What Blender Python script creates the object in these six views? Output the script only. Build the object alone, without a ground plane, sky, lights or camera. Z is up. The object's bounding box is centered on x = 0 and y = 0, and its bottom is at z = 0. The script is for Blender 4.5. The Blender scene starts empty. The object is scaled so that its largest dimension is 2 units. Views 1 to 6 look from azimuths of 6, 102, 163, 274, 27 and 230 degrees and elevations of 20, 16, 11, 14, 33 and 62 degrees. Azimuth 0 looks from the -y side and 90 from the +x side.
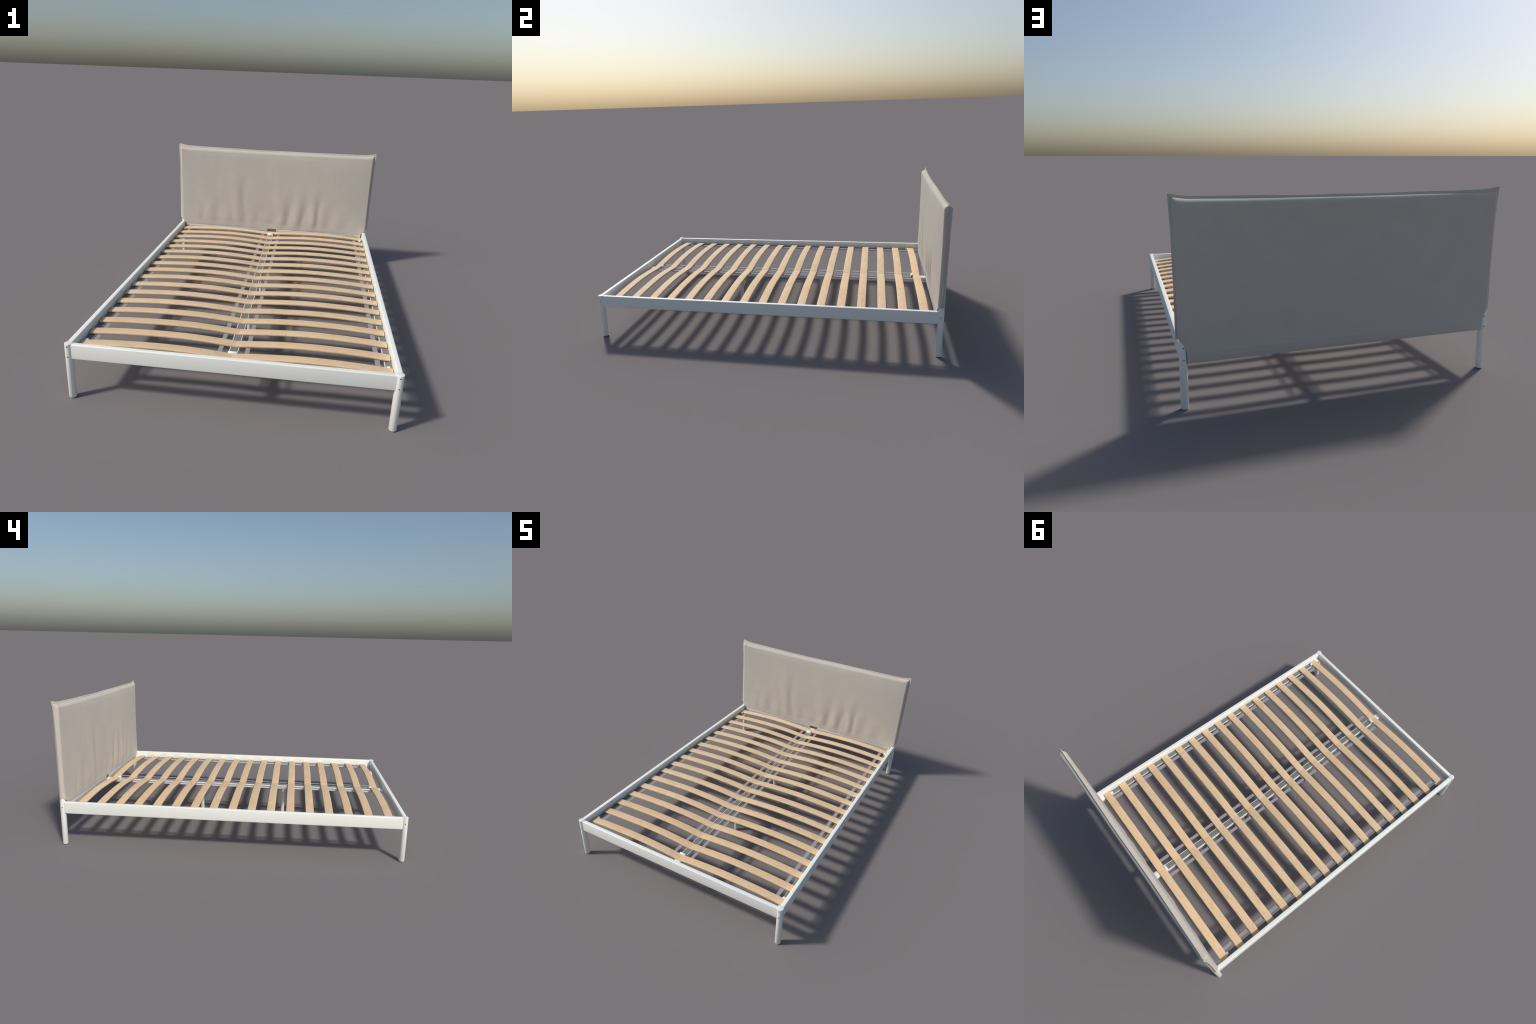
"""Double bed frame: white steel rails on round legs, bowed birch slats in two
columns over a centre beam, and a headboard in a loose linen slipcover."""
import bpy, bmesh, math, random
from mathutils import Vector, Matrix, noise

random.seed(7)

# ------------------------------------------------------------------ sizes
LEG_X, LEG_R = 0.688, 0.017
FOOT_Y, HEAD_Y = -0.983, 0.9795
HEAD_X, HEAD_R = 0.6868, 0.0163
LEG_TOP = 0.2635
RAIL_Z0, RAIL_Z1 = 0.1922, 0.2613
RAIL_X = {-1: (0.6780, 0.7022), 1: (0.6762, 0.6990)}   # side rail, inner / outer face
FRONT_Y0, FRONT_Y1 = -0.9945, -0.9718      # foot rail, outer / inner face
MID_X = -0.003                             # centre line of beam and slat joint
ROWS, ROW_Y0, ROW_STEP = 17, 0.900, 0.113
SLAT_W, SLAT_T, SLAT_END_X = 0.0478, 0.0106, 0.6715
SLAT_Z_END, SLAT_RISE = 0.2287, 0.0170


# -------------------------------------------------------------- materials
def new_material(name):
    m = bpy.data.materials.new(name)
    m.use_nodes = True
    nt = m.node_tree
    return m, nt, nt.nodes["Principled BSDF"]


def node(nt, kind, **kw):
    n = nt.nodes.new(kind)
    for k, v in kw.items():
        if k in n.inputs:
            n.inputs[k].default_value = v
        else:
            setattr(n, k, v)
    return n


def ramp(nt, fac, stops):
    r = nt.nodes.new("ShaderNodeValToRGB")
    while len(r.color_ramp.elements) < len(stops):
        r.color_ramp.elements.new(0.5)
    for e, (p, c) in zip(r.color_ramp.elements, stops):
        e.position = p
        e.color = (*c, 1.0) if len(c) == 3 else c
    nt.links.new(fac, r.inputs["Fac"])
    return r.outputs["Color"]


def mix(nt, fac, a, b, mode="MIX"):
    m = nt.nodes.new("ShaderNodeMix")
    m.data_type = "RGBA"
    m.blend_type = mode
    for sock, v in ((m.inputs[0], fac), (m.inputs[6], a), (m.inputs[7], b)):
        if hasattr(v, "is_output"):
            nt.links.new(v, sock)
        elif isinstance(v, (int, float)):
            sock.default_value = v
        else:
            sock.default_value = (*v, 1.0)
    return m.outputs[2]


def bump(nt, bsdf, height, strength, dist):
    b = node(nt, "ShaderNodeBump", Strength=strength, Distance=dist)
    nt.links.new(height, b.inputs["Height"])
    nt.links.new(b.outputs["Normal"], bsdf.inputs["Normal"])


def plain(name, colour, rough=0.5, metal=0.0, var=0.03, scale=60.0, bump_amt=0.0,
          bump_dist=0.0003):
    """One colour with a faint mottling."""
    m, nt, bsdf = new_material(name)
    tc = node(nt, "ShaderNodeTexCoord")
    n = node(nt, "ShaderNodeTexNoise", Scale=scale, Detail=4.0)
    nt.links.new(tc.outputs["Object"], n.inputs["Vector"])
    lo = tuple(c * (1 - var) for c in colour)
    hi = tuple(min(1, c * (1 + var)) for c in colour)
    nt.links.new(ramp(nt, n.outputs["Fac"], [(0.3, lo), (0.7, hi)]), bsdf.inputs["Base Color"])
    bsdf.inputs["Roughness"].default_value = rough
    bsdf.inputs["Metallic"].default_value = metal
    if bump_amt:
        bump(nt, bsdf, n.outputs["Fac"], bump_amt, bump_dist)
    return m


def make_birch():
    m, nt, bsdf = new_material("birch_veneer")
    tc = node(nt, "ShaderNodeTexCoord")
    info = node(nt, "ShaderNodeObjectInfo")
    off = node(nt, "ShaderNodeVectorMath", operation="SCALE")
    off.inputs[0].default_value = (13.7, 7.3, 3.1)
    nt.links.new(info.outputs["Random"], off.inputs["Scale"])
    add = node(nt, "ShaderNodeVectorMath", operation="ADD")
    nt.links.new(tc.outputs["Object"], add.inputs[0])
    nt.links.new(off.outputs[0], add.inputs[1])
    # broad field whose level lines are the cathedral figure of rotary-cut veneer
    mp = node(nt, "ShaderNodeMapping")
    mp.inputs["Scale"].default_value = (3.6, 17.0, 5.0)
    nt.links.new(add.outputs[0], mp.inputs["Vector"])
    field = node(nt, "ShaderNodeTexNoise", Scale=1.0, Detail=1.0, Roughness=0.4)
    nt.links.new(mp.outputs[0], field.inputs["Vector"])
    mul = node(nt, "ShaderNodeMath", operation="MULTIPLY")
    mul.inputs[1].default_value = 9.5
    nt.links.new(field.outputs["Fac"], mul.inputs[0])
    frac = node(nt, "ShaderNodeMath", operation="FRACT")
    nt.links.new(mul.outputs[0], frac.inputs[0])
    figure = ramp(nt, frac.outputs[0], [(0.0, (0, 0, 0)), (0.72, (0.12,) * 3),
                                        (0.93, (1, 1, 1)), (1.0, (0, 0, 0))])
    # fine fibres along the slat
    mp2 = node(nt, "ShaderNodeMapping")
    mp2.inputs["Scale"].default_value = (14.0, 420.0, 200.0)
    nt.links.new(add.outputs[0], mp2.inputs["Vector"])
    fib = node(nt, "ShaderNodeTexNoise", Scale=1.0, Detail=3.0)
    nt.links.new(mp2.outputs[0], fib.inputs["Vector"])
    base = ramp(nt, fib.outputs["Fac"], [(0.3, (0.798, 0.584, 0.356)), (0.7, (0.860, 0.644, 0.410))])
    # slow tone drift
    drift = node(nt, "ShaderNodeTexNoise", Scale=7.0, Detail=1.0)
    nt.links.new(add.outputs[0], drift.inputs["Vector"])
    tone = ramp(nt, drift.outputs["Fac"], [(0.3, (0.93, 0.92, 0.90)), (0.7, (1.0, 1.0, 1.0))])
    col = mix(nt, 1.0, base, tone, "MULTIPLY")
    weak = node(nt, "ShaderNodeMath", operation="MULTIPLY")
    weak.inputs[1].default_value = 0.38
    nt.links.new(figure, weak.inputs[0])
    col = mix(nt, weak.outputs[0], col, (0.62, 0.37, 0.155))
    # rare grey-green pin knots
    vor = node(nt, "ShaderNodeTexVoronoi", Scale=11.0, Randomness=1.0)
    nt.links.new(add.outputs[0], vor.inputs["Vector"])
    knot = ramp(nt, vor.outputs["Distance"], [(0.0, (0.65,) * 3), (0.035, (0.45,) * 3), (0.06, (0, 0, 0))])
    col = mix(nt, knot, col, (0.20, 0.19, 0.10))
    # each slat a little lighter or darker
    tint = ramp(nt, info.outputs["Random"], [(0.0, (0.95, 0.945, 0.93)), (1.0, (1.0, 1.0, 1.0))])
    col = mix(nt, 1.0, col, tint, "MULTIPLY")
    nt.links.new(col, bsdf.inputs["Base Color"])
    bsdf.inputs["Roughness"].default_value = 0.62
    bsdf.inputs["Specular IOR Level"].default_value = 0.3
    bump(nt, bsdf, fib.outputs["Fac"], 0.12, 0.0004)
    return m


def make_linen():
    m, nt, bsdf = new_material("linen_weave")
    tc = node(nt, "ShaderNodeTexCoord")
    def threads(scale):
        mp = node(nt, "ShaderNodeMapping")
        mp.inputs["Scale"].default_value = scale
        nt.links.new(tc.outputs["Object"], mp.inputs["Vector"])
        n = node(nt, "ShaderNodeTexNoise", Scale=1.0, Detail=2.0)
        nt.links.new(mp.outputs[0], n.inputs["Vector"])
        return n.outputs["Fac"]
    warp, weft = threads((900, 300, 25)), threads((25, 300, 900))
    weave = node(nt, "ShaderNodeMath", operation="ADD")
    nt.links.new(warp, weave.inputs[0])
    nt.links.new(weft, weave.inputs[1])
    half = node(nt, "ShaderNodeMath", operation="MULTIPLY")
    half.inputs[1].default_value = 0.5
    nt.links.new(weave.outputs[0], half.inputs[0])
    blot = node(nt, "ShaderNodeTexNoise", Scale=9.0, Detail=3.0)
    nt.links.new(tc.outputs["Object"], blot.inputs["Vector"])
    base = ramp(nt, half.outputs[0], [(0.35, (0.549, 0.506, 0.447)), (0.65, (0.608, 0.563, 0.502))])
    tone = ramp(nt, blot.outputs["Fac"], [(0.35, (0.965, 0.965, 0.97)), (0.65, (1.0, 0.995, 0.985))])
    nt.links.new(mix(nt, 1.0, base, tone, "MULTIPLY"), bsdf.inputs["Base Color"])
    bsdf.inputs["Roughness"].default_value = 0.9
    bsdf.inputs["Specular IOR Level"].default_value = 0.2
    bsdf.inputs["Sheen Weight"].default_value = 0.08
    bump(nt, bsdf, half.outputs[0], 0.25, 0.0006)
    return m


WHITE = plain("white_powder_coat", (0.90, 0.912, 0.845), 0.45, var=0.015, scale=220, bump_amt=0.06)
PLASTIC = plain("white_plastic", (0.86, 0.865, 0.83), 0.4, var=0.01)
FELT = plain("grey_felt", (0.20, 0.20, 0.194), 0.95, var=0.16, scale=420, bump_amt=0.5)
STRAP = plain("grey_webbing", (0.325, 0.313, 0.338), 0.8, var=0.05, scale=300)
TAPE = plain("pale_hook_tape", (0.74, 0.745, 0.72), 0.85, var=0.06, scale=260, bump_amt=0.3)
STEEL = plain("dark_screw_steel", (0.19, 0.16, 0.13), 0.5, metal=0.3)
BRIGHT = plain("bright_steel", (0.26, 0.265, 0.265), 0.45, metal=0.5)
BOARD = plain("raw_fibreboard", (0.40, 0.345, 0.16), 0.7, var=0.08, scale=150)
BIRCH = make_birch()
LINEN = make_linen()


# ----------------------------------------------------------- mesh helpers
COLL = bpy.context.scene.collection


def add_object(name, mesh, parent=None, mat=None, loc=(0, 0, 0)):
    if mat is not None and not mesh.materials:
        mesh.materials.append(mat)
    ob = bpy.data.objects.new(name, mesh)
    COLL.objects.link(ob)
    ob.location = loc
    if parent is not None:
        ob.parent = parent
    return ob


def finish(bm, name, angle=40):
    bmesh.ops.recalc_face_normals(bm, faces=bm.faces)
    lim = math.radians(angle)
    for f in bm.faces:
        f.smooth = True
    for e in bm.edges:
        if len(e.link_faces) == 2:
            e.smooth = e.calc_face_angle(0.0) < lim
    me = bpy.data.meshes.new(name)
    bm.to_mesh(me)
    bm.free()
    return me


def box_mesh(name, x0, x1, y0, y1, z0, z1, r=0.0, seg=3, angle=40):
    bm = bmesh.new()
    bmesh.ops.create_cube(bm, size=1.0)
    for v in bm.verts:
        v.co = Vector((x0 + (v.co.x + 0.5) * (x1 - x0), y0 + (v.co.y + 0.5) * (y1 - y0),
                       z0 + (v.co.z + 0.5) * (z1 - z0)))
    if r:
        bmesh.ops.bevel(bm, geom=list(bm.edges), offset=r, segments=seg, profile=0.5,
                        affect="EDGES", clamp_overlap=True)
    return finish(bm, name, angle)


def lathe_mesh(name, profile, steps=40, axis="z"):
    """profile: (radius, height) pairs, closed on the axis at both ends."""
    bm = bmesh.new()
    rings = []
    for r, h in profile:
        if r < 1e-6:
            rings.append([bm.verts.new((0, 0, h))])
        else:
            rings.append([bm.verts.new((r * math.cos(2 * math.pi * i / steps),
                                        r * math.sin(2 * math.pi * i / steps), h))
                          for i in range(steps)])
    for a, b in zip(rings, rings[1:]):
        for i in range(steps):
            j = (i + 1) % steps
            vs = [a[i % len(a)], a[j % len(a)], b[j % len(b)], b[i % len(b)]]
            vs = list(dict.fromkeys(vs))
            if len(vs) > 2:
                bm.faces.new(vs)
    return finish(bm, name, 35)


def loft_mesh(name, sections, angle=40, cap=True):
    """sections: list of closed rings of points."""
    bm = bmesh.new()
    rings = [[bm.verts.new(p) for p in s] for s in sections]
    n = len(rings[0])
    for a, b in zip(rings, rings[1:]):
        for i in range(n):
            j = (i + 1) % n
            bm.faces.new((a[i], a[j], b[j], b[i]))
    if cap:
        bm.faces.new(rings[0])
        bm.faces.new(list(reversed(rings[-1])))
    return finish(bm, name, angle)


def rounded_rect(w, h, r, seg=5):
    """Ring of (a, b) around a w x h rectangle with corner radius r."""
    pts = []
    for cx, cy, a0 in ((1, 1, 0), (-1, 1, 90), (-1, -1, 180), (1, -1, 270)):
        for k in range(seg + 1):
            a = math.radians(a0 + 90 * k / seg)
            pts.append((cx * (w / 2 - r) + r * math.cos(a), cy * (h / 2 - r) + r * math.sin(a)))
    return pts


def smoothstep(a, b, t):
    t = max(0.0, min(1.0, (t - a) / (b - a)))
    return t * t * (3 - 2 * t)


# ------------------------------------------------------------------- bed
bed = bpy.data.objects.new("bed", None)
COLL.objects.link(bed)
bed["label"] = "white steel bed frame with birch slats and beige linen headboard"
bed["category"] = "bed"

# screws, shared mesh: a dark countersunk head with a bright rim
screw_mesh = lathe_mesh("screw", [(0, 0.0002), (0.0013, 0.0001), (0.0016, 0.0005), (0.0027, 0.0006),
                                  (0.0032, 0.0002), (0.0033, -0.003), (0, -0.003)], 20)
screw_mesh.materials.append(STEEL)


def add_screw(parent, pos, outward):
    ob = bpy.data.objects.new("screw", screw_mesh)
    COLL.objects.link(ob)
    ob.parent = parent
    q = Vector((0, 0, 1)).rotation_difference(Vector(outward))
    ob.matrix_local = Matrix.Translation(pos) @ q.to_matrix().to_4x4()


# legs
foot_leg_mesh = lathe_mesh("leg", [(0, 0), (0.0125, 0), (0.0155, 0.0008), (LEG_R, 0.003),
                                   (LEG_R, LEG_TOP - 0.007), (0, LEG_TOP - 0.007)])
head_leg_mesh = lathe_mesh("leg_head", [(0, 0), (0.0125, 0), (0.0150, 0.0008), (HEAD_R, 0.003),
                                        (HEAD_R, 0.255), (0.0152, 0.285), (0, 0.285)])
cap_mesh = lathe_mesh("leg_cap", [(0, -0.0072), (0.0172, -0.0068), (0.0174, -0.0028), (0.0164, -0.0006),
                                  (0.0140, 0.0), (0, 0.0)])
for sx in (-1, 1):
    leg = add_object("leg", foot_leg_mesh, bed, WHITE, (sx * LEG_X - 0.0015, FOOT_Y, 0))
    add_object("leg_cap", cap_mesh, leg, PLASTIC, (0, 0, LEG_TOP))
    for z in (0.2515, 0.2037):
        add_screw(leg, (-0.0005, -LEG_R, z), (0, -1, 0))
    add_screw(leg, (sx * LEG_R, 0, 0.2266), (sx, 0, 0))
    leg = add_object("leg", head_leg_mesh, bed, WHITE, (sx * HEAD_X - 0.001, HEAD_Y, 0))
    for z in (0.254, 0.2055):
        add_screw(leg, (-sx * 0.0005, 0.0161, z), (0, 1, 0))
    add_screw(leg, (sx * 0.0162, -0.002, 0.229), (sx, 0, 0))

# rails
foot_rail = add_object("foot_rail", box_mesh("foot_rail", -LEG_X + 0.011, LEG_X - 0.013, FRONT_Y0, FRONT_Y1,
                                             RAIL_Z0, RAIL_Z1, 0.0038, 4), bed, WHITE)
for sx in (-1, 1):
    xa, xb = sorted(sx * v for v in RAIL_X[sx])
    rail = add_object("side_rail", box_mesh("side_rail", xa, xb, FOOT_Y + 0.012, HEAD_Y - 0.012,
                                            RAIL_Z0, RAIL_Z1, 0.0038, 4), bed, WHITE)
    # slat ledge: an angle section with a felt strip lying in it
    xa, xb = sorted((sx * 0.6462, sx * 0.6775))
    add_object("slat_ledge", box_mesh("slat_ledge", xa, xb, -0.905, 0.905, 0.2030, 0.2165, 0.0012, 2),
               rail, WHITE)
    xa, xb = sorted((sx * 0.6474, sx * 0.6772))
    add_object("felt_strip", box_mesh("felt_strip", xa, xb, -0.884, 0.884, 0.2150, 0.2175, 0.0006, 1),
               rail, FELT)
    # corner brackets at both ends of the rail
    for y0, y1 in ((-0.962, -0.930), (0.926, 0.962)):
        xa, xb = sorted((sx * 0.6500, sx * 0.6775))
        add_object("corner_bracket", box_mesh("corner_bracket", xa, xb, y0, y1, 0.1950, 0.2195, 0.003, 3),
                   rail, PLASTIC)
    # end clips holding first and last slat
    for y, d in ((ROW_Y0 - SLAT_W / 2, -1), (ROW_Y0 - 16 * ROW_STEP + SLAT_W / 2, 1)):
        xa, xb = sorted((sx * 0.6480, sx * 0.6640))
        ya, yb = sorted((y - d * 0.004, y + d * 0.011))
        clip = add_object("slat_clip", box_mesh("slat_clip", xa, xb, ya, yb, 0.2165, 0.2310, 0.003, 3),
                          rail, PLASTIC)

# ------------------------------------------------------------ centre beam
BX0, BX1, BZ0, BZ1 = MID_X - 0.0205, MID_X + 0.0205, 0.1965, 0.2205
BY0, BY1 = FRONT_Y1 - 0.001, 0.9635


def channel_ring(y):
    t, d = 0.0038, 0.004
    pts = [(BX0 + 0.002, BZ0), (BX1 - 0.002, BZ0), (BX1, BZ0 + 0.002), (BX1, BZ1 - 0.001), (BX1 - 0.001, BZ1),
           (BX1 - t + 0.001, BZ1), (BX1 - t, BZ1 - 0.001), (BX1 - t, BZ1 - d), (BX0 + t, BZ1 - d),
           (BX0 + t, BZ1 - 0.001), (BX0 + t - 0.001, BZ1), (BX0 + 0.001, BZ1), (BX0, BZ1 - 0.001),
           (BX0, BZ0 + 0.002)]
    return [(x, y, z) for x, z in pts]


beam = add_object("centre_beam", loft_mesh("centre_beam", [channel_ring(-0.925), channel_ring(0.917)], 30),
                  bed, WHITE)
add_object("felt_strip", box_mesh("felt_strip", BX0 + 0.0036, BX1 - 0.0036, -0.923, 0.915, 0.2155, 0.2204,
                                  0.0004, 1), beam, FELT)
# end brackets that hook over foot rail and head rail
for y0, y1 in ((BY0, -0.915), (0.905, BY1)):
    add_object("beam_bracket", box_mesh("beam_bracket", BX0 - 0.0005, BX1 + 0.0005, y0, y1, BZ0 - 0.0005, 0.2195,
                                        0.0035, 3), beam, WHITE)
hook = box_mesh("hook_plate", -0.034, 0.034, -0.001, 0.003, 0.196, 0.214, 0.001, 2)
add_object("hook_plate", hook, beam, WHITE, (MID_X, FRONT_Y1, 0))
for sx in (-1, 1):
    add_screw(foot_rail, (MID_X + sx * 0.040, FRONT_Y1, 0.205), (0, 1, 0))
# end caps over the slat joint in first and last row
for y, d in ((ROW_Y0 - SLAT_W / 2, -1), (ROW_Y0 - 16 * ROW_STEP + SLAT_W / 2, 1)):
    sec = []
    prof = [(0.006, 0.2300), (0.004, 0.2345), (-0.001, 0.2370), (-0.006, 0.2352), (-0.010, 0.2300),
            (-0.0115, 0.2190), (-0.0090, 0.2190), (-0.0075, 0.2280), (-0.002, 0.2305)]
    for x in (MID_X - 0.0195, MID_X - 0.0185, MID_X + 0.0185, MID_X + 0.0195):
        k = 0.9 if abs(x - MID_X) > 0.019 else 1.0
        sec.append([(x, y - d * py * k, 0.228 + (pz - 0.228) * k) for py, pz in prof])
    add_object("joint_cap", loft_mesh("joint_cap", sec, 50), beam, PLASTIC)
# support legs under the beam with washer and nut on top of the felt
support_mesh = lathe_mesh("support_leg", [(0, 0), (0.009, 0), (0.0117, 0.0015), (0.0121, 0.004), (0.0121, 0.182),
                                          (0.0127, 0.184), (0.0130, 0.190), (0.0142, 0.1965), (0, 0.1965)], 32)
washer_mesh = lathe_mesh("washer", [(0, 0.2170), (0.0150, 0.2170), (0.0150, 0.2196), (0.0120, 0.2203),
                                    (0.0075, 0.2192), (0.0060, 0.2192), (0.0050, 0.2216), (0.0025, 0.2222),
                                    (0, 0.2222)], 24)
for y in (0.2785, -0.2868):
    leg = add_object("support_leg", support_mesh, beam, WHITE, (MID_X, y, 0))
    add_object("washer", washer_mesh, leg, BRIGHT)

# ------------------------------------------------------------------ slats
L = 0.668


def slat_mesh(k):
    rng = random.Random(100 + k)
    ph, amp = rng.uniform(0, 6.28), rng.uniform(0.0002, 0.0005)
    ring = rounded_rect(SLAT_W, SLAT_T, 0.0036, 4)
    secs = []
    n = 36
    for i in range(n + 1):
        t = -1 + 2 * i / n
        z = SLAT_Z_END + SLAT_RISE * (1 - abs(t) ** 1.9) - SLAT_T / 2
        z += amp * math.sin(5.3 * t + ph)
        dy = amp * math.sin(3.7 * t + 2 * ph)
        secs.append([(t * L / 2, a + dy, z + b) for a, b in ring])
    return loft_mesh("slat", secs, 40)


slat_meshes = [slat_mesh(k) for k in range(6)]
for m in slat_meshes:
    m.materials.append(BIRCH)
slat_order = [random.randrange(6) for _ in range(2 * ROWS)]
for row in range(ROWS):
    y = ROW_Y0 - row * ROW_STEP + random.uniform(-0.0008, 0.0008)
    for sx in (-1, 1):
        ob = bpy.data.objects.new("slat", slat_meshes[slat_order[2 * row + (sx > 0)]])
        COLL.objects.link(ob)
        ob.parent = bed
        inner, outer = MID_X + sx * 0.00012, sx * SLAT_END_X
        ob.location = ((inner + outer) / 2, y, random.uniform(-0.0003, 0.0003))
        ob.rotation_euler = (0, 0, math.pi if sx > 0 else 0)
        ob.scale = (abs(outer - inner) / L, 1, 1)

# webbing straps stapled under the slats
for x0, x1 in ((-0.6325, -0.6115), (MID_X - 0.0690, MID_X - 0.0490), (MID_X + 0.0495, MID_X + 0.0690),
               (0.6040, 0.6260)):
    secs = []
    y0, y1 = ROW_Y0 - 16 * ROW_STEP - 0.012, ROW_Y0 + 0.012
    n = 96
    for i in range(n + 1):
        y = y0 + (y1 - y0) * i / n
        ph = ((ROW_Y0 - y) / ROW_STEP) * 2 * math.pi
        z = 0.2222 - 0.0004 * (0.5 - 0.5 * math.cos(ph))
        secs.append([(x0, y, z), (x1, y, z), (x1, y, z - 0.0012), (x0, y, z - 0.0012)])
    add_object("webbing_strap", loft_mesh("webbing_strap", secs, 40), bed, STRAP)

# -------------------------------------------------------------- headboard
headboard = add_object("headboard", box_mesh("headboard", -0.6700, 0.6700, 0.9700, 0.9800, 0.2200, 0.7900,
                                             0.002, 2), bed, BOARD)
for sx in (-1, 1):
    xa, xb = sorted((sx * 0.0340 + MID_X * 0.3, sx * 0.6640))
    bar = add_object("head_rail", box_mesh("head_rail", xa, xb, 0.9610, 0.9840, 0.1980, 0.2600, 0.0030, 3),
                     headboard, WHITE)
    # pale hook-and-loop tape that the front cloth closes on
    tape = add_object("fastening_tape", box_mesh("fastening_tape", xa, xb, 0.9578, 0.9620, 0.2235, 0.2500,
                                                 0.0010, 2), bar, TAPE)
    for x in (sx * 0.0405, sx * 0.6500):
        add_screw(tape, (x, 0.9580, 0.2350), (0, -1, 0))
# flap of the back panel, drawn under the rail and up to the tape
ring = [(0.9960, 0.2000), (0.9955, 0.1945), (0.9925, 0.1905), (0.9880, 0.1892), (0.9720, 0.1890), (0.9670, 0.1900),
        (0.9630, 0.1940), (0.9604, 0.2010), (0.9592, 0.2100), (0.9588, 0.2228), (0.9600, 0.2242), (0.9625, 0.2220),
        (0.9630, 0.2040), (0.9660, 0.1950), (0.9720, 0.1912), (0.9880, 0.1912), (0.9915, 0.1940), (0.9935, 0.2000)]
secs = []
for i in range(81):
    x = -0.6640 + 1.3280 * i / 80
    dip = 0.0045 * math.exp(-((x - MID_X) / 0.032) ** 4)       # makes room for the beam bracket
    wob = 0.0006 * math.sin(31 * x) + 0.0005 * math.sin(57 * x + 1)
    secs.append([(x, y + wob * (1 if y < 0.98 else 0), z - (dip if z > 0.222 else 0)) for y, z in ring])
flap_mesh = loft_mesh("slipcover_flap", secs, 50)

# slipcover ------------------------------------------------------------
Z_CORNER = 0.8435


def seam_y(x, z):
    t = max(0.0, min(1.0, (z - 0.28) / 0.56))
    right = 0.9725 + 0.011 * math.sin(math.pi * t ** 1.3) + 0.003 * t
    left = 0.9765 + 0.0085 * t
    k = smoothstep(-0.75, 0.75, x)
    return left + (right - left) * k + 0.0010 * math.sin(9 * x + 1.0)


def side_x(z):                       # where the cloth rolls into the side seam
    return 0.7040 + 0.0055 * (z - 0.28) / 0.56


def flange_x(z):                     # outer edge of the seam flange
    t = (z - 0.28) / 0.56
    return 0.7122 + 0.0040 * t + 0.0045 * smoothstep(0.65, 1.0, t) + 0.0005 * math.sin(23 * z)


def ear(x):                          # pointed pillow corners
    return smoothstep(0.635, 0.722, abs(x)) ** 1.3


def top_z(x):
    return 0.8212 + 0.0032 * (x / 0.65) ** 2 + 0.0070 * ear(x) + 0.0006 * math.sin(11 * x)


def flange_z(x):
    return 0.8303 + 0.0055 * (x / 0.65) ** 2 + 0.0085 * ear(x) + (0.0009 if x < 0 else 0.0) * smoothstep(0.05, 0.4, abs(x)) + 0.0005 * math.sin(17 * x + 0.7)


def belly(x, z, p=1.1):
    """How far the loose cloth stands towards the foot end, 0 at the seams to 1 in the middle."""
    t = max(0.0, min(1.0, (z - 0.235) / 0.585))
    return max(0.0, 1 - abs(x / 0.703) ** 4) * (math.sin(math.pi * t ** p) ** 0.75)


def half_round(d, r):
    t = max(0.0, min(1.0, d / r))
    return math.sqrt(max(0.0, 1 - (1 - t) ** 2))


# folds of the front: (x at top, x at bottom, z top, z bottom, depth, width)
FOLDS = [
    (-0.262, -0.230, 0.720, 0.270, 0.0026, 0.040),
    (-0.455, -0.440, 0.470, 0.270, 0.0022, 0.050),
    (-0.335, -0.325, 0.440, 0.250, 0.0014, 0.034),
    (-0.560, -0.545, 0.450, 0.260, 0.0010, 0.032),
    (-0.150, -0.130, 0.440, 0.270, 0.0012, 0.036),
    (0.122, 0.082, 0.580, 0.250, 0.0036, 0.044),
    (0.226, 0.205, 0.560, 0.245, 0.0036, 0.040),
    (0.336, 0.312, 0.560, 0.240, 0.0036, 0.031),
    (0.415, 0.395, 0.470, 0.250, 0.0022, 0.044),
    (-0.010, -0.020, 0.380, 0.250, 0.0010, 0.040),
    (0.520, 0.510, 0.440, 0.250, 0.0010, 0.045),
]


def fold_depth(x, z):
    s = 0.0
    for xt, xb, zt, zb, dep, w in FOLDS:
        t = (zt - z) / (zt - zb)
        xc = xt + (xb - xt) * max(0.0, min(1.3, t)) + 0.005 * math.sin(14 * z + 30 * xt)
        env = smoothstep(-0.15, 0.65, t) * (1 - 0.55 * smoothstep(0.85, 1.25, t))
        u = (x - xc) / (w * (1.30 - 0.45 * max(0.0, min(1.2, t))) * (1 + 0.18 * math.sin(21 * z + 50 * xb)))
        # ridge on the sunny side, steeper valley on the other
        s += 1.55 * dep * env * (math.exp(-(u + 0.75) ** 2 * 1.1) - 0.75 * math.exp(-(u - 0.55) ** 2 * 1.9))
    s += 0.0014 * noise.noise((x * 5.5, z * 3.0, 1.7)) + 0.0005 * noise.noise((x * 19, z * 7, 5.1))
    return s + 0.0112 * belly(x, z)


def cut_half_width(z, back):
    if back:
        t = max(0.0, min(1.0, (z - 0.2272) / 0.0645))
        return 0.672 + 0.042 * (1 - math.sqrt(1 - t * t)) ** 0.8
    t = max(0.0, min(1.0, (z - 0.2450) / 0.0420))
    return 0.6665 + 0.0400 * t ** 1.25


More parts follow.
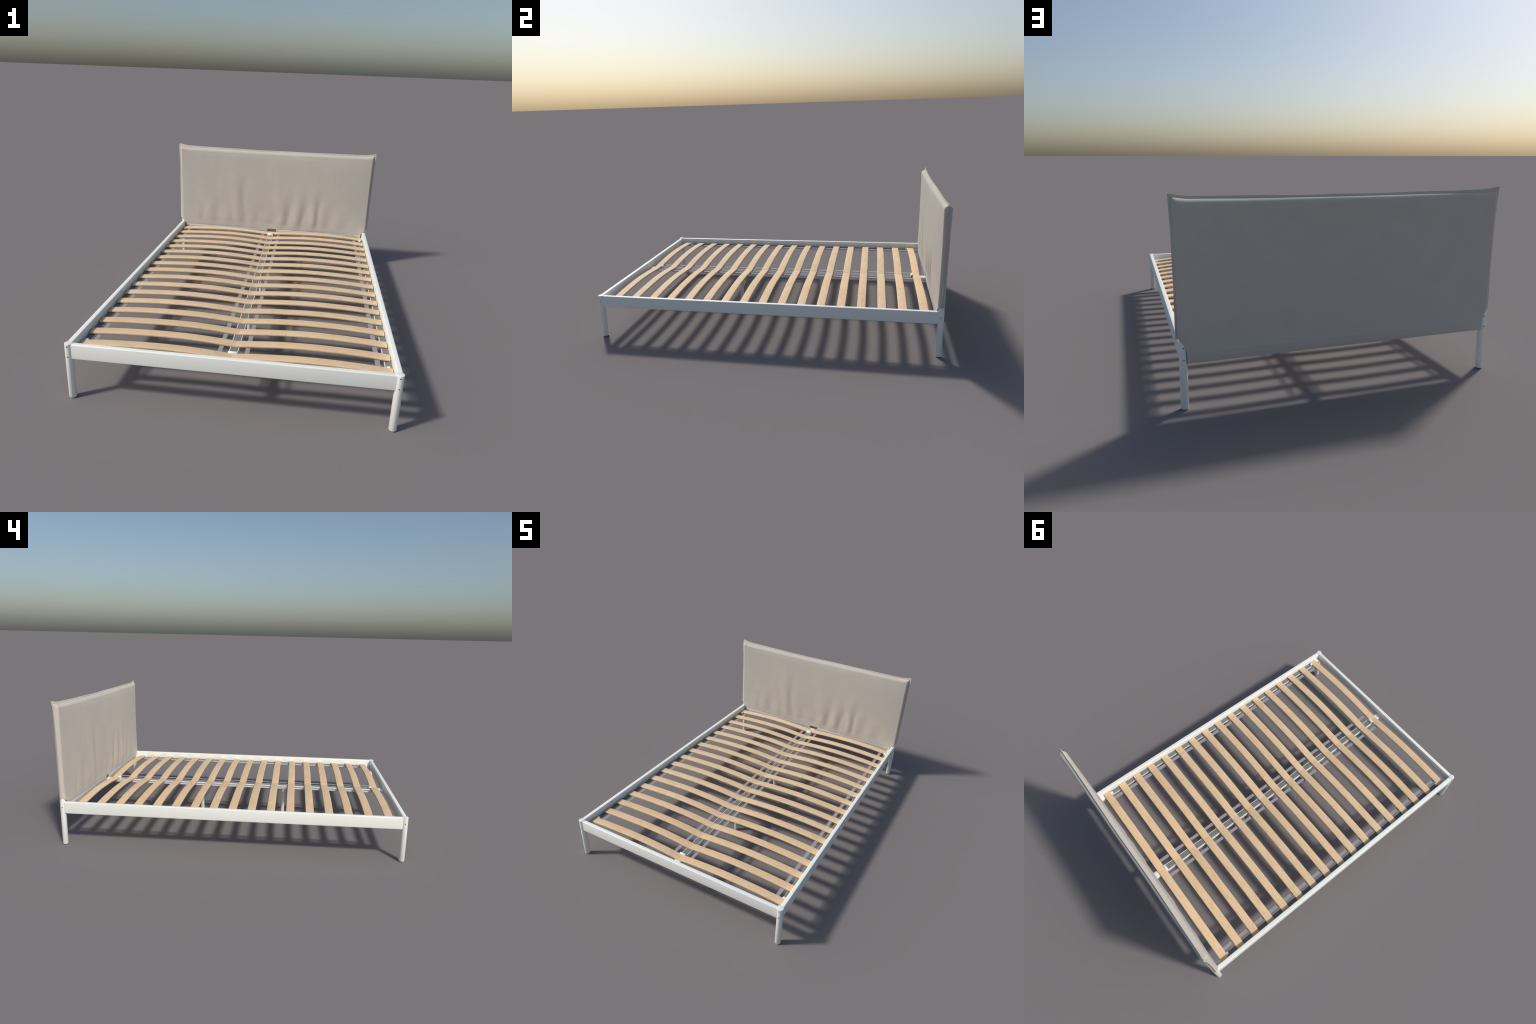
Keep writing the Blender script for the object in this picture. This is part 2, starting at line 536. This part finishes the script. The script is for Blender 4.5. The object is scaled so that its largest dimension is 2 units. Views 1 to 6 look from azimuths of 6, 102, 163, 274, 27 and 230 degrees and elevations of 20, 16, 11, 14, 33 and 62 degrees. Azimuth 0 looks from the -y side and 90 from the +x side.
def panel_mesh(name, back):
    z_low, z_cut = (0.1915, 0.2917) if back else (0.2450, 0.2870)
    zs = [z_low + (z_cut - z_low) * i / 26 for i in range(26)]
    body, rollr = 150, 26
    zs += [z_cut + (0.800 - z_cut) * i / body for i in range(body)]
    us = []
    for i in range(241):                       # dense towards both sides
        a = -1 + 2 * i / 240
        us.append(a)
    bm = bmesh.new()
    grid = []
    rows = [(z, None) for z in zs] + [(None, i / rollr) for i in range(rollr + 1)]
    for z, tr in rows:
        line = []
        for a in us:
            if z is not None:
                w = side_x(z)
                if z < z_cut:
                    w = min(w, cut_half_width(z, back))
                zz = z
            else:
                w = side_x(0.82)
            # keep a fifth of the columns for the rolled sides
            c = 0.80
            flat = 0.680 if (z is None or z >= z_cut) else min(0.680, w - 0.004)
            if abs(a) < c:
                x = a / c * flat
            else:
                s = (abs(a) - c) / (1 - c)
                x = math.copysign(flat + (w - flat) * (1 - (1 - s) ** 1.7), a)
            if z is None:
                zz = 0.800 + (top_z(x) - 0.800) * (1 - (1 - tr) ** 1.7)
            if back and z is not None and z < z_cut:
                zz -= 0.0022 * smoothstep(0.1, 0.6, x) * (z_cut - z) / (z_cut - z_low)
            ds, dt = side_x(zz) - abs(x), top_z(x) - zz
            f = max(0.07, half_round(ds, 0.017)) * max(0.07, half_round(dt, 0.022) ** 1.1)
            f = max(0.07, f)
            ys = seam_y(x, zz)
            t = (zz - 0.24) / 0.58
            if back:
                yb = 0.9972 + 0.0026 * smoothstep(0.75, 0.97, t) - 0.0116 * belly(x, zz, 0.8)
                yb += 0.0006 * noise.noise((x * 4, zz * 4, 9.0))
                y = ys + (yb - ys) * f
                # bottom hem tucks in slightly
                y -= 0.002 * (1 - smoothstep(0.19, 0.215, zz))
            else:
                yf = 0.9568 + 0.0012 * smoothstep(0.25, 0.30, zz) + 0.0030 * math.sin(math.pi * max(0, min(1, t)))
                damp = smoothstep(0.0, 0.05, ds) * smoothstep(0.0, 0.05, dt)
                yf -= fold_depth(x, zz) * damp * (0.18 + 0.82 * smoothstep(0.242, 0.320, zz))
                y = ys + (yf - ys) * f
            line.append(bm.verts.new((x, y, zz)))
        grid.append(line)
    for a, b in zip(grid, grid[1:]):
        for i in range(len(a) - 1):
            bm.faces.new((a[i], a[i + 1], b[i + 1], b[i]))
    # thickness: copy of the sheet moved towards the board, joined at the rim
    bm.normal_update()
    inner = []
    for line in grid:
        out = []
        for v in line:
            d = 0.0014 if back else -0.0014
            out.append(bm.verts.new((v.co.x * 0.9985, v.co.y - d, v.co.z)))
        inner.append(out)
    for a, b in zip(inner, inner[1:]):
        for i in range(len(a) - 1):
            bm.faces.new((a[i], b[i], b[i + 1], a[i + 1]))
    n, m = len(grid), len(grid[0])
    for j in range(m - 1):
        bm.faces.new((grid[0][j], inner[0][j], inner[0][j + 1], grid[0][j + 1]))
        bm.faces.new((grid[-1][j], grid[-1][j + 1], inner[-1][j + 1], inner[-1][j]))
    for i in range(n - 1):
        bm.faces.new((grid[i][0], grid[i + 1][0], inner[i + 1][0], inner[i][0]))
        bm.faces.new((grid[i][-1], inner[i][-1], inner[i + 1][-1], grid[i + 1][-1]))
    return finish(bm, name, 50)


cover = add_object("slipcover", panel_mesh("slipcover_front", False), headboard, LINEN)
back_panel = add_object("slipcover", panel_mesh("slipcover_back", True), headboard, LINEN)


def flange_ring(base, tip, thick=0.0022):
    """Cross-section of the folded seam blade between a base and a tip point (x, y, z)."""
    bx, by, bz = base
    tx, ty, tz = tip
    h = thick / 2
    return [(bx, by - 1.6 * h, bz), ((bx + tx) / 2, (by + ty) / 2 - h, (bz + tz) / 2),
            (bx + (tx - bx) * 0.94, ty - h, bz + (tz - bz) * 0.94), (tx, ty, tz),
            (bx + (tx - bx) * 0.94, ty + h, bz + (tz - bz) * 0.94),
            ((bx + tx) / 2, (by + ty) / 2 + h, (bz + tz) / 2), (bx, by + 1.6 * h, bz)]


secs = []
side_steps, top_steps = 70, 150
for i in range(side_steps):
    z = 0.286 + (0.822 - 0.286) * i / side_steps
    x = side_x(z)
    y = seam_y(-1, z)
    lean = 0.0035 * math.sin(5.5 * z + 1.0)
    secs.append(flange_ring((-x + 0.004, y, z), (-flange_x(z) - 0.001, y + 0.002 + lean, z)))
for i in range(top_steps + 1):
    a = -1 + 2 * i / top_steps
    # spend extra steps around the pointed corners
    x = 0.7205 * math.copysign(1 - (1 - abs(a)) ** 1.25, a)
    base_x = max(-0.702, min(0.702, x))
    bz = top_z(base_x) - 0.004 - 0.002 * smoothstep(0.69, 0.7205, abs(x))
    y = seam_y(x, 0.82)
    lean = 0.0015 * math.sin(7 * x) + (0.003 if x < 0 else -0.001) * ear(x)
    secs.append(flange_ring((base_x, y, bz), (x, y + lean, flange_z(x))))
for i in reversed(range(side_steps)):
    z = 0.286 + (0.822 - 0.286) * i / side_steps
    x = side_x(z)
    y = seam_y(1, z)
    lean = 0.0035 * math.sin(6.5 * z)
    secs.append(flange_ring((x - 0.004, y, z), (flange_x(z), y - 0.001 + lean, z)))
add_object("under_flap", flap_mesh, cover, LINEN)
add_object("seam_flange", loft_mesh("seam_flange", secs, 60), cover, LINEN)
